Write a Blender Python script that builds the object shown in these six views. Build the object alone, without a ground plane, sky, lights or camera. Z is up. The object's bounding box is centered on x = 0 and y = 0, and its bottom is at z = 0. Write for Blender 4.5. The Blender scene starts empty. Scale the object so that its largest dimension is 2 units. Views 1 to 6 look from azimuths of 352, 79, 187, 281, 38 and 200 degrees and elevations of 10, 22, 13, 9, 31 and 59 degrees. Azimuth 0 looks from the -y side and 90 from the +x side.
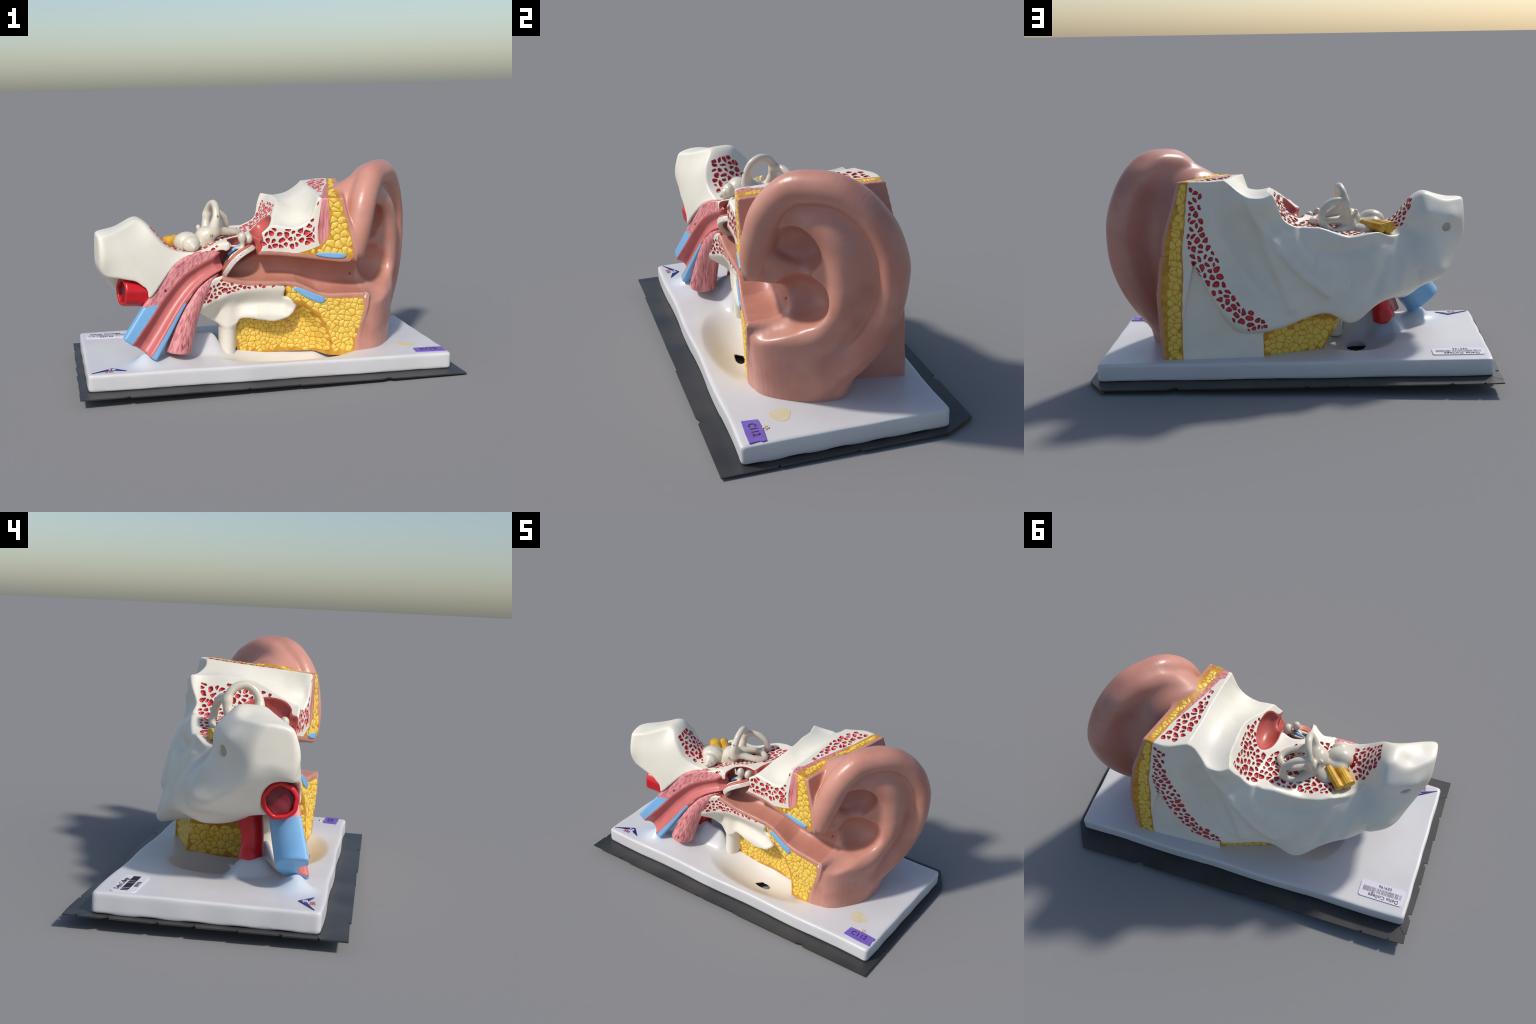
import bpy, bmesh, math, random
import numpy as np
from mathutils import Matrix, Vector
from mathutils.bvhtree import BVHTree

random.seed(7)
RNG = np.random.default_rng(7)

# ------------------------------------------------------------------ frame
# The model is built in the frame of its plinth: origin at the middle of the
# plinth's top, x along its length (ear at +x), y to the back, z up.
P0 = np.array([-.001, -.002, .113])
ex = np.array([1.0, .0712, -.0205]); ex /= np.linalg.norm(ex)
ey = np.array([-.0712, 1.0, .009]); ey -= ex * (ey @ ex); ey /= np.linalg.norm(ey)
ez = np.cross(ex, ey)
FRAME = Matrix(((ex[0], ey[0], ez[0], P0[0]), (ex[1], ey[1], ez[1], P0[1]),
                (ex[2], ey[2], ez[2], P0[2]), (0, 0, 0, 1)))

# ------------------------------------------------------------------ materials
def srgb(r, g, b):
    f = lambda c: (c / 255 / 12.92) if c / 255 <= .04045 else ((c / 255 + .055) / 1.055) ** 2.4
    return (f(r), f(g), f(b), 1)

def material(name, c1, c2=None, scale=6., detail=4., lo=.35, hi=.65, rough=.45, bump=0., bump_scale=60.,
             stretch=(1, 1, 1), coat=0., c3=None, spots=None, spec=.5):
    """Principled material: two tones mixed by noise, fine bump, optional specks."""
    m = bpy.data.materials.new(name); m.use_nodes = True
    nt = m.node_tree; N = nt.nodes; L = nt.links
    b = N['Principled BSDF']
    b.inputs['Roughness'].default_value = rough
    b.inputs['Specular IOR Level'].default_value = spec
    if coat:
        b.inputs['Coat Weight'].default_value = coat
        b.inputs['Coat Roughness'].default_value = .25
    b.inputs['Base Color'].default_value = c1
    tc = N.new('ShaderNodeTexCoord'); mp = N.new('ShaderNodeMapping')
    mp.inputs['Scale'].default_value = stretch
    L.new(tc.outputs['Object'], mp.inputs['Vector'])
    col = None
    if c2 is not None:
        no = N.new('ShaderNodeTexNoise'); no.inputs['Scale'].default_value = scale; no.inputs['Detail'].default_value = detail
        L.new(mp.outputs['Vector'], no.inputs['Vector'])
        cr = N.new('ShaderNodeValToRGB')
        cr.color_ramp.elements[0].position = lo; cr.color_ramp.elements[0].color = c1
        cr.color_ramp.elements[1].position = hi; cr.color_ramp.elements[1].color = c2
        if c3 is not None:
            e = cr.color_ramp.elements.new((lo + hi) / 2); e.color = c3
        L.new(no.outputs['Fac'], cr.inputs['Fac']); col = cr.outputs['Color']
    if spots is not None:
        sc, thr, scol = spots
        v = N.new('ShaderNodeTexNoise'); v.inputs['Scale'].default_value = sc; v.inputs['Detail'].default_value = 1
        L.new(tc.outputs['Object'], v.inputs['Vector'])
        r = N.new('ShaderNodeValToRGB'); r.color_ramp.elements[0].position = thr; r.color_ramp.elements[1].position = thr + .02
        L.new(v.outputs['Fac'], r.inputs['Fac'])
        mx = N.new('ShaderNodeMix'); mx.data_type = 'RGBA'
        L.new(r.outputs['Color'], mx.inputs['Factor'])
        if col is not None: L.new(col, mx.inputs['A'])
        else: mx.inputs['A'].default_value = c1
        mx.inputs['B'].default_value = scol; col = mx.outputs['Result']
    if col is not None:
        L.new(col, b.inputs['Base Color'])
    if bump:
        n2 = N.new('ShaderNodeTexNoise'); n2.inputs['Scale'].default_value = bump_scale; n2.inputs['Detail'].default_value = 3
        L.new(mp.outputs['Vector'], n2.inputs['Vector'])
        bp = N.new('ShaderNodeBump'); bp.inputs['Strength'].default_value = bump; bp.inputs['Distance'].default_value = .004
        L.new(n2.outputs['Fac'], bp.inputs['Height']); L.new(bp.outputs['Normal'], b.inputs['Normal'])
    return m

M = {}
M['bone'] = material('bone_paint', srgb(226, 219, 203), srgb(235, 229, 214), scale=5, rough=.42, bump=.05, bump_scale=45,
                     spots=(95, .79, srgb(150, 140, 125)))
M['skin'] = material('skin_paint', srgb(199, 138, 119), srgb(193, 130, 112), scale=4, detail=3, rough=.34, bump=.04, bump_scale=50,
                     c3=srgb(203, 144, 127))
M['canal'] = material('canal_skin_paint', srgb(186, 124, 106), srgb(198, 138, 120), scale=6, rough=.42, bump=.05, bump_scale=40)
M['fatbase'] = material('fat_crease_paint', srgb(186, 124, 30), srgb(212, 158, 48), scale=30, rough=.5)
M['fat'] = material('fat_paint', srgb(234, 190, 64), srgb(216, 160, 38), scale=28, detail=5, rough=.42, bump=.25, bump_scale=140,
                    c3=srgb(240, 204, 92), lo=.3, hi=.75)
M['muscle'] = material('muscle_paint', srgb(168, 70, 74), srgb(226, 150, 150), scale=40, detail=4, rough=.45, bump=.6, bump_scale=70,
                       stretch=(2.2, 2.2, .28), lo=.3, hi=.6)
M['mucosa'] = material('mucosa_paint', srgb(200, 106, 97), srgb(184, 84, 76), scale=9, rough=.35, bump=.08, bump_scale=40)
M['marrow'] = material('marrow_red_paint', srgb(196, 30, 44), srgb(158, 16, 30), scale=60, rough=.35, bump=.4, bump_scale=150,
                       c3=srgb(214, 60, 70), lo=.35, hi=.7)
M['blue'] = material('cartilage_blue_paint', srgb(128, 184, 228), srgb(118, 172, 216), scale=9, rough=.4, bump=.05, bump_scale=30)
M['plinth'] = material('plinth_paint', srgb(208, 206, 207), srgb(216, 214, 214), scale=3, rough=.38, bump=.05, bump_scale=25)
M['board'] = material('board_black_laminate', srgb(40, 42, 44), srgb(58, 56, 55), scale=5, detail=6, rough=.42, bump=.05, bump_scale=90,
                      spots=(130, .78, srgb(120, 120, 118)))
M['ply'] = material('board_plywood_edge', srgb(120, 96, 62), srgb(84, 64, 40), scale=30, stretch=(.3, .3, 9), rough=.7)
M['ivory'] = material('labyrinth_ivory_paint', srgb(220, 212, 194), srgb(205, 196, 177), scale=14, rough=.33, bump=.05, bump_scale=60, coat=.15)
M['nerve'] = material('nerve_yellow_paint', srgb(226, 178, 56), srgb(196, 142, 30), scale=30, rough=.4, bump=.1, bump_scale=60)
M['artery'] = material('artery_red_paint', srgb(206, 28, 36), srgb(190, 20, 28), scale=8, rough=.32, bump=.05, bump_scale=40)
M['arterylumen'] = material('artery_lumen_paint', srgb(120, 22, 38), srgb(104, 18, 32), scale=20, rough=.45, bump=.1, bump_scale=60)
M['pink'] = material('tube_lining_paint', srgb(206, 116, 112), srgb(190, 98, 96), scale=10, rough=.38, bump=.05, bump_scale=40)
M['drum'] = material('eardrum_paint', srgb(150, 150, 150), srgb(120, 120, 122), scale=20, rough=.35)
M['ring'] = material('ring_paint', srgb(222, 212, 198), srgb(236, 230, 220), scale=30, rough=.45, bump=.15, bump_scale=90,
                     spots=(150, .66, srgb(190, 96, 92)))
M['ringpink'] = material('ring_lining_paint', srgb(206, 118, 98), srgb(196, 104, 86), scale=12, rough=.4)
M['paper'] = material('label_paper', srgb(222, 216, 228), rough=.5)
M['ink'] = material('black_ink', srgb(34, 34, 38), rough=.5)
M['tape'] = material('purple_tape', srgb(126, 100, 190), srgb(114, 88, 178), scale=20, rough=.6, bump=.1, bump_scale=200)
M['navy'] = material('logo_navy', srgb(24, 24, 120), rough=.4)
M['logored'] = material('logo_red', srgb(178, 22, 58), rough=.4)
M['logowhite'] = material('logo_white', srgb(228, 228, 232), rough=.4)
M['glue'] = material('glue_residue', srgb(212, 200, 160), srgb(216, 206, 176), scale=40, rough=.6, bump=.2, bump_scale=120)
M['gluewhite'] = material('torn_paper_residue', srgb(226, 218, 200), srgb(196, 176, 146), scale=60, rough=.8)
M['lip'] = material('lip_paint', srgb(212, 150, 134), srgb(204, 138, 122), scale=8, rough=.42)

# ------------------------------------------------------------------ numeric helpers
def interp(z, xs, ys):
    return np.interp(z, xs, ys)

def tps(P):
    """thin-plate spline through (a, b, value) control points"""
    P = np.array(P, float); a = P[:, :2]; n = len(P)
    r = np.linalg.norm(a[:, None] - a[None], axis=2)
    K = np.where(r > 0, r * r * np.log(r + 1e-12), 0) + np.eye(n) * 1e-5
    Q = np.hstack([np.ones((n, 1)), a])
    A = np.block([[K, Q], [Q.T, np.zeros((3, 3))]])
    w = np.linalg.solve(A, np.r_[P[:, 2], 0, 0, 0])
    def f(u, v):
        out = w[n] + w[n + 1] * u + w[n + 2] * v
        for i in range(n):
            d2 = (u - a[i, 0]) ** 2 + (v - a[i, 1]) ** 2 + 1e-12
            out = out + w[i] * .5 * d2 * np.log(d2)
        return out.astype(np.float32)
    return f

def smin(a, b, k):
    if k <= 0: return np.minimum(a, b)
    h = np.clip(.5 + .5 * (b - a) / k, 0, 1)
    return b + (a - b) * h - k * h * (1 - h)

def smax(a, b, k):
    return -smin(-a, -b, k)

def catmull(P, n=6, closed=False):
    P = np.array(P, float); out = []
    m = len(P); rng = range(m if closed else m - 1)
    for i in rng:
        g = (lambda j: P[j % m]) if closed else (lambda j: P[min(max(j, 0), m - 1)])
        p0, p1, p2, p3 = g(i - 1), g(i), g(i + 1), g(i + 2)
        for t in np.linspace(0, 1, n, endpoint=False):
            out.append(.5 * (2 * p1 + (p2 - p0) * t + (2 * p0 - 5 * p1 + 4 * p2 - p3) * t * t + (3 * p1 - p0 - 3 * p2 + p3) * t ** 3))
    if not closed: out.append(P[-1])
    return np.array(out)

def chain(A, B, C, path):
    """distance to a polyline of (a, b, c, radius), round, radius interpolated"""
    d = None
    for p, q in zip(path[:-1], path[1:]):
        v = q[:3] - p[:3]; L2 = v @ v + 1e-12
        t = np.clip(((A - p[0]) * v[0] + (B - p[1]) * v[1] + (C - p[2]) * v[2]) / L2, 0, 1)
        e = np.sqrt((A - p[0] - t * v[0]) ** 2 + (B - p[1] - t * v[1]) ** 2 + (C - p[2] - t * v[2]) ** 2) - (p[3] + t * (q[3] - p[3]))
        d = e if d is None else np.minimum(d, e)
    return d

def poly2(U, V, P):
    """signed distance to a closed polygon (negative inside)"""
    P = np.array(P, float); d = None; inside = None
    for p, q in zip(P, np.roll(P, -1, 0)):
        v = q - p; L2 = v @ v + 1e-12
        t = np.clip(((U - p[0]) * v[0] + (V - p[1]) * v[1]) / L2, 0, 1)
        e = (U - p[0] - t * v[0]) ** 2 + (V - p[1] - t * v[1]) ** 2
        d = e if d is None else np.minimum(d, e)
        if abs(q[1] - p[1]) > 1e-9:
            c = ((p[1] > V) != (q[1] > V)) & (U < (q[0] - p[0]) * (V - p[1]) / (q[1] - p[1]) + p[0])
            inside = c if inside is None else inside ^ c
    return np.where(inside, -np.sqrt(d), np.sqrt(d))

def ellipsoid(X, Y, Z, c, r):
    k = np.sqrt(((X - c[0]) / r[0]) ** 2 + ((Y - c[1]) / r[1]) ** 2 + ((Z - c[2]) / r[2]) ** 2)
    return (k - 1) * min(r)

def grid(lo, hi, h):
    ax = [np.arange(l, u + h, h, dtype=np.float32) for l, u in zip(lo, hi)]
    return ax[0][:, None, None], ax[1][None, :, None], ax[2][None, None, :]

def surface_nets(F, lo, h):
    """quad mesh of the zero level of a sampled field"""
    S = F < 0
    nx, ny, nz = F.shape
    cnt = np.zeros((nx - 1, ny - 1, nz - 1), np.uint8)
    for i in (0, 1):
        for j in (0, 1):
            for k in (0, 1):
                cnt += S[i:nx - 1 + i, j:ny - 1 + j, k:nz - 1 + k]
    act = (cnt > 0) & (cnt < 8)
    idx = np.full(act.shape, -1, np.int64)
    I = np.argwhere(act); idx[act] = np.arange(len(I))
    corners = np.array([[i, j, k] for i in (0, 1) for j in (0, 1) for k in (0, 1)])
    V = np.stack([F[I[:, 0] + c[0], I[:, 1] + c[1], I[:, 2] + c[2]] for c in corners], 1)
    acc = np.zeros((len(I), 3)); num = np.zeros(len(I))
    for a in range(8):
        for b in range(a + 1, 8):
            if np.abs(corners[a] - corners[b]).sum() == 1:
                va, vb = V[:, a], V[:, b]; m = (va < 0) != (vb < 0)
                t = np.where(m, va / np.where(m, va - vb, 1), 0)
                acc[m] += (corners[a] + t[:, None] * (corners[b] - corners[a]))[m]; num[m] += 1
    verts = np.array(lo) + h * (I + acc / num[:, None])
    quads = []
    for ax in range(3):
        sl = [slice(None)] * 3; sl2 = [slice(None)] * 3
        sl[ax] = slice(0, -1); sl2[ax] = slice(1, None)
        A = S[tuple(sl)]; B = S[tuple(sl2)]
        E = np.argwhere(A != B)
        o = [x for x in range(3) if x != ax]
        E = E[(E[:, o[0]] > 0) & (E[:, o[1]] > 0) & (E[:, o[0]] < act.shape[o[0]]) & (E[:, o[1]] < act.shape[o[1]])]
        def g(d0, d1):
            e = E.copy(); e[:, o[0]] -= d0; e[:, o[1]] -= d1
            return idx[e[:, 0], e[:, 1], e[:, 2]]
        q = np.stack([g(1, 1), g(0, 1), g(0, 0), g(1, 0)], 1)
        flip = A[tuple(E.T)]
        if ax == 1: flip = ~flip
        q[~flip] = q[~flip][:, ::-1]
        quads.append(q)
    return verts, np.concatenate(quads)

def vnormals(V, Q):
    n = np.cross(V[Q[:, 2]] - V[Q[:, 0]], V[Q[:, 3 if Q.shape[1] > 3 else 1]] - V[Q[:, 1 if Q.shape[1] > 3 else 0]])
    if Q.shape[1] == 3: n = -n
    out = np.zeros_like(V)
    for k in range(Q.shape[1]):
        for c in range(3):
            out[:, c] += np.bincount(Q[:, k], n[:, c], len(V))
    return out / (np.linalg.norm(out, axis=1, keepdims=True) + 1e-12)

# ------------------------------------------------------------------ object helpers
ROOT = bpy.data.objects.new('ear_anatomy_model', None)
bpy.context.collection.objects.link(ROOT)
ROOT.matrix_world = FRAME
ROOT['label'] = 'enlarged painted human ear anatomy model on white plinth'
ROOT['category'] = 'anatomy model'

def mesh_object(name, V, Fc, mat, parent=ROOT, normals=None, smooth=True):
    me = bpy.data.meshes.new(name)
    V = np.ascontiguousarray(V, np.float32); Fc = np.ascontiguousarray(Fc, np.int32)
    k = Fc.shape[1]
    me.vertices.add(len(V)); me.vertices.foreach_set('co', V.ravel())
    me.loops.add(Fc.size); me.loops.foreach_set('vertex_index', Fc.ravel())
    me.polygons.add(len(Fc)); me.polygons.foreach_set('loop_start', np.arange(0, Fc.size, k, dtype=np.int32))
    me.update(calc_edges=True); me.validate()
    me.polygons.foreach_set('use_smooth', np.full(len(me.polygons), smooth))
    me.materials.append(mat)
    if normals is not None and len(me.vertices) == len(normals):
        me.normals_split_custom_set_from_vertices([tuple(n) for n in normals.astype(float)])
    ob = bpy.data.objects.new(name, me)
    bpy.context.collection.objects.link(ob)
    if parent is not None: ob.parent = parent
    return ob

def ragged_object(name, V, faces, mat, parent=ROOT, smooth=True):
    me = bpy.data.meshes.new(name)
    me.from_pydata([tuple(map(float, v)) for v in V], [], [list(map(int, f)) for f in faces])
    me.update()
    me.polygons.foreach_set('use_smooth', np.full(len(me.polygons), smooth))
    me.materials.append(mat)
    ob = bpy.data.objects.new(name, me); bpy.context.collection.objects.link(ob)
    if parent is not None: ob.parent = parent
    return ob

def field_object(name, fn, lo, hi, h, mat, parent=ROOT, relax=1):
    X, Y, Z = grid(lo, hi, h)
    F = np.broadcast_to(fn(X, Y, Z), (X.shape[0], Y.shape[1], Z.shape[2])).astype(np.float32)
    V, Q = surface_nets(F, lo, h)
    V = relaxed(V, Q, relax)
    return mesh_object(name, V, Q, mat, parent, vnormals(V, Q))

def relaxed(V, Q, it, lam=.5):
    E = np.concatenate([Q[:, [0, 1]], Q[:, [1, 2]], Q[:, [2, 3]], Q[:, [3, 0]]])
    deg = np.bincount(E[:, 0], minlength=len(V)) + np.bincount(E[:, 1], minlength=len(V))
    for k in range(it):
        for s in (lam, -lam * 1.04):
            acc = np.stack([np.bincount(E[:, 0], V[E[:, 1], c], len(V)) + np.bincount(E[:, 1], V[E[:, 0], c], len(V)) for c in range(3)], 1)
            V = V + s * (acc / deg[:, None] - V)
    return V

def split_regions(V, Q, region, names, specs, smooth_it=6):
    """cut one smooth surface into named parts along coinciding borders"""
    # smooth the border lines between regions
    E = np.concatenate([Q[:, [0, 1]], Q[:, [1, 2]], Q[:, [2, 3]], Q[:, [3, 0]]])
    R = np.concatenate([region] * 4)
    Es = np.sort(E, 1); key = Es[:, 0] * len(V) + Es[:, 1]
    o = np.argsort(key, kind='stable'); k = key[o]; r = R[o]
    same = k[1:] == k[:-1]; bor = np.where(same & (r[1:] != r[:-1]))[0]
    B = Es[o][bor]
    deg = np.bincount(B[:, 0], minlength=len(V)) + np.bincount(B[:, 1], minlength=len(V))
    on = deg >= 2
    for it in range(smooth_it):
        acc = np.stack([np.bincount(B[:, 0], V[B[:, 1], c], len(V)) + np.bincount(B[:, 1], V[B[:, 0], c], len(V)) for c in range(3)], 1)
        V = V.copy(); V[on] += .5 * (acc[on] / deg[on, None] - V[on])
    return V

def emit_regions(V, Q, region, specs, N):
    out = {}
    for i, (name, mat) in specs.items():
        q = Q[region == i]
        if not len(q): continue
        u, inv = np.unique(q, return_inverse=True)
        out[name] = mesh_object(name, V[u], inv.reshape(q.shape), mat, ROOT, N[u])
    return out

# ================================================================== the carved body
# profiles read along z at the front (cut) edge and at the back edge of the skin slab
SKIN_F = ([0, .086, .147, .236, .296, .36, .44, .49, .529, .631, .725, .808, .87],
          [.472, .482, .497, .523, .532, .50, .462, .462, .463, .442, .411, .388, .372])
SKIN_B = ([0, .09, .229, .32, .456, .58, .72, .855], [.614, .621, .628, .631, .614, .595, .553, .523])
BF_F = ([.36, .5, .522, .54, .558, .567, .595, .64, .708, .807], [.088, .12, .157, .224, .265, .287, .309, .319, .317, .309])
BF_B = ([0, .088, .272, .435, .543, .631, .841], [.52, .522, .514, .501, .501, .486, .467])
CANAL_UP = ([-.25, -.054, .056, .176, .38, .46, .62], [.53, .517, .51, .495, .468, .47, .49])
CANAL_LO = ([-.25, -.192, -.106, .113, .16, .21, .269, .327, .425, .62], [.425, .404, .387, .376, .369, .346, .318, .309, .311, .315])

def x_skin(Y, Z):
    t = np.clip((Y + .26) / .59, -.1, 1.1)
    return interp(Z, *SKIN_F) * (1 - t) + interp(Z, *SKIN_B) * t

def x_fat(Y, Z):
    t = np.clip((Y + .223) / .55, 0, 1)
    return interp(Z, *BF_F) * (1 - t) + interp(Z, *BF_B) * t

def y_cut(X):
    return np.where(X < .1, -.223, -.223 - (X - .1) * .16)

back_tps = tps([(.6, .84, .314), (.5, .84, .315), (.486, .687, .34), (.5, .45, .352), (.5, .02, .358), (.39, .83, .312), (.40, .66, .35), (.42, .5, .372), (.369, .44, .38),
                (.29, .80, .262), (.25, .66, .268), (.18, .54, .270), (.13, .4, .295), (.03, .27, .345), (.3, .33, .378), (.24, .26, .380), (.18, .20, .382), (.09, .15, .382),
                (.183, .766, .316), (.1, .70, .303), (.06, .55, .318), (.0, .42, .338), (.066, .76, .288), (.039, .647, .255),
                (-.05, .33, .345), (-.05, .2, .35), (-.133, .609, .236), (-.155, .367, .337), (-.13, .2, .335), (-.28, .551, .205), (-.254, .49, .24), (-.29, .316, .302), (-.37, .40, .24), (-.29, .19, .342),
                (-.423, .56, .168), (-.45, .3, .25), (-.55, .3, .19), (-.6, .26, .15), (-.594, .45, .12), (-.743, .541, .008), (-.66, .62, .04), (-.80, .60, -.035), (-.733, .36, .09),
                (-.6, .36, .165), (-.77, .37, .02), (-.56, .54, .03), (-.637, .70, -.02), (-.8, .65, -.09), (-.86, .6, -.13), (-.86, .45, -.13), (-.48, .53, .11)])
front_tps = tps([(-.228, .589, -.165), (-.33, .537, -.212), (-.406, .537, -.2), (-.512, .58, -.21), (-.582, .676, -.18), (-.637, .704, -.16),
                 (-.85, .655, -.285), (-.85, .53, -.31), (-.85, .45, -.28), (-.70, .58, -.272), (-.634, .321, -.305), (-.484, .44, -.257),
                 (-.431, .469, -.238), (-.66, .40, -.305), (-.75, .45, -.30), (-.75, .36, -.28), (-.3, .48, -.2), (-.25, .7, -.15), (-.35, .3, -.22)])
groove_tps = tps([(.009, -.223, .671), (.056, -.223, .664), (.109, -.223, .655), (.168, -.223, .661), (.205, -.223, .68), (.234, -.223, .717),
                  (.25, -.223, .775), (.27, -.223, .83), (.05, -.12, .712), (.12, -.12, .695), (.2, -.12, .715), (.25, -.12, .77), (.28, -.12, .825),
                  (.1, 0, .763), (.16, 0, .745), (.22, 0, .765), (.27, 0, .808), (.30, 0, .845), (.08, .27, .778), (.12, .3, .763),
                  (.183, .32, .766), (.24, .31, .79), (.30, .31, .845), (-.06, .0, .82), (-.06, .28, .84), (-.06, -.22, .72)])
cavity_tps = tps([(.02, -.2, .665), (.1, 0, .765), (.08, .27, .772), (.095, .13, .77), (.2, 0, .93), (.2, .27, .93), (.15, -.2, .9), (.039, .247, .66), (.03, .12, .655),
                  (0, .2, .622), (-.06, .15, .600), (-.06, .05, .598), (-.133, .234, .604), (-.28, .202, .548), (-.423, .168, .562), (-.22, .13, .565), (-.146, -.098, .598),
                  (-.1, .04, .592), (-.2, 0, .575), (-.39, -.09, .535), (-.45, -.05, .548), (-.406, -.175, .54), (-.228, -.165, .586), (-.31, -.18, .55),
                  (-.512, -.195, .582), (-.5, -.06, .572), (-.56, .03, .56), (-.585, -.16, .672), (-.637, -.033, .704), (-.645, -.14, .712), (-.36, .06, .545),
                  (-.47, .12, .535), (-.72, -.1, .685), (-.715, -.22, .680), (-.78, -.22, .668), (-.83, -.22, .666), (-.86, -.3, .64), (-.86, -.1, .655), (-.74, 0, .66)])
bottom_tps = tps([(-.86, -.2, .5), (-.8, -.2, .40), (-.766, -.22, .36), (-.7, -.14, .305), (-.63, -.28, .31), (-.669, .05, .287), (-.733, .05, .312),
                  (-.8, 0, .38), (-.605, .1, .265), (-.55, .1, .225), (-.466, .12, .222), (-.41, .33, .25), (-.32, .33, .172), (-.267, .33, .155),
                  (-.18, .31, .2), (-.05, .31, .18), (.03, .33, .15), (.15, .34, .126), (.22, .34, .125), (.28, .34, .145), (.33, .34, .215), (.4, .34, .35), (.46, .34, .48),
                  (-.3, .05, .2), (-.2, -.05, .28), (-.45, -.1, .26), (-.55, -.2, .33), (-.25, -.2, .45), (-.05, -.2, .42), (.2, -.2, .40), (.2, .1, .15), (.5, -.1, .42), (.45, .2, .4)])

def line2(U, V, P):
    """distance to an open polyline in the plane"""
    d = None
    for a, b in zip(P[:-1], P[1:]):
        v = np.array(b) - np.array(a); t = np.clip(((U - a[0]) * v[0] + (V - a[1]) * v[1]) / (v @ v), 0, 1)
        e = np.hypot(U - a[0] - t * v[0], V - a[1] - t * v[1]); d = e if d is None else np.minimum(d, e)
    return d
RELIEF = [([(.16, .66), (.10, .50), (.04, .35), (.0, .25)], .022, .032), ([(.20, .74), (.145, .635), (.03, .49), (-.075, .38), (-.17, .305)], .016, .022), ([(-.13, .50), (-.25, .475), (-.375, .50)], -.016, .030),
          ([(-.04, .64), (-.06, .54), (-.11, .46)], -.010, .018), ([(-.40, .56), (-.47, .49), (-.43, .38), (-.39, .30)], -.012, .028),
          ([(-.61, .36), (-.60, .28)], -.014, .022), ([(.37, .75), (.31, .55), (.19, .37), (.06, .25)], .008, .02), ([(-.55, .42), (-.52, .30)], .012, .03)]
def y_back(X, Z):
    y = back_tps(X, Z)
    for P, h, w in RELIEF: y = y + h * np.exp(-(line2(X, Z, P) / w) ** 2)
    return y + .0025 * np.sin(X * 21 + 4 * Z) * np.sin(Z * 17 - 6 * X)

def f_main(X, Y, Z):
    t = np.clip((X + .27) / .06, 0, 1)
    yf = front_tps(X, Z) * (1 - t) + y_cut(X) * t
    zt = np.minimum(.806 + .075 * (Y + .223), groove_tps(X, Y))
    zt = np.minimum(zt, cavity_tps(X, Y))
    xl = -.860 + .6 * (Y + .13) ** 2 + .9 * np.maximum(0, .46 - Z) ** 2
    f = smax(yf - Y, Y - y_back(X, Z), .016)
    f = smax(f, bottom_tps(X, Y) - 6 * np.maximum(0, X - .45) - Z, .035)
    f = smax(f, xl - X, .03)
    f = smax(f, Z - zt, .012)
    return np.maximum(f, X - x_skin(Y, Z))

def f_canal(X, Y, Z):
    u = interp(X, *CANAL_UP); l = interp(X, *CANAL_LO)
    zc = (u + l) / 2; h = (u - l) / 2
    k = (np.abs((Y + .25) / .145) ** 3 + np.abs((Z - zc) / h) ** 3) ** (1 / 3)
    f = (k - 1) * np.minimum(h, .1)
    drum = ((X + .13) * .676 - (Z - .47) * .736)      # plane of the eardrum, canal side positive
    return np.maximum(np.maximum(f, -.02 - drum), X - .60)

RECESS = [(-.5, -.1), (.335, -.1), (.329, .016), (.325, .069), (.305, .139), (.261, .208), (.21, .245), (.148, .275), (.09, .42), (-.5, .42)]
def f_lowfat(X, Y, Z):
    f = np.maximum(-.135 - .6 * Z - X, X - x_skin(Y, Z))
    f = np.maximum(f, Y - np.minimum(.278 + .36 * X, .33))
    f = smax(f, y_cut(X) - Y, .012)
    f = np.maximum(f, np.maximum(Z - np.where(Y > .25, .2, .375), -Z - .03))
    t = np.clip(-poly2(X, Z, RECESS) / .075, 0, 1)
    return np.maximum(f, y_cut(X) + .098 * t * t * (3 - 2 * t) - Y)

FOOT_BACK = [(.16, -.05), (.16, .13), (.27, .17), (.34, .25), (.41, .38), (.46, .48), (.75, .48), (.75, -.05)]
def f_foot(X, Y, Z):
    f = np.maximum(poly2(X, Z, FOOT_BACK) - .02, X - x_skin(Y, Z))
    f = np.maximum(f, Y - (.345 + .02 * (1 - Z / .5) * np.clip((X - .1) / .4, 0, 1)))
    return np.maximum(f, np.maximum(.05 - Y, -Z - .03))

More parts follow.
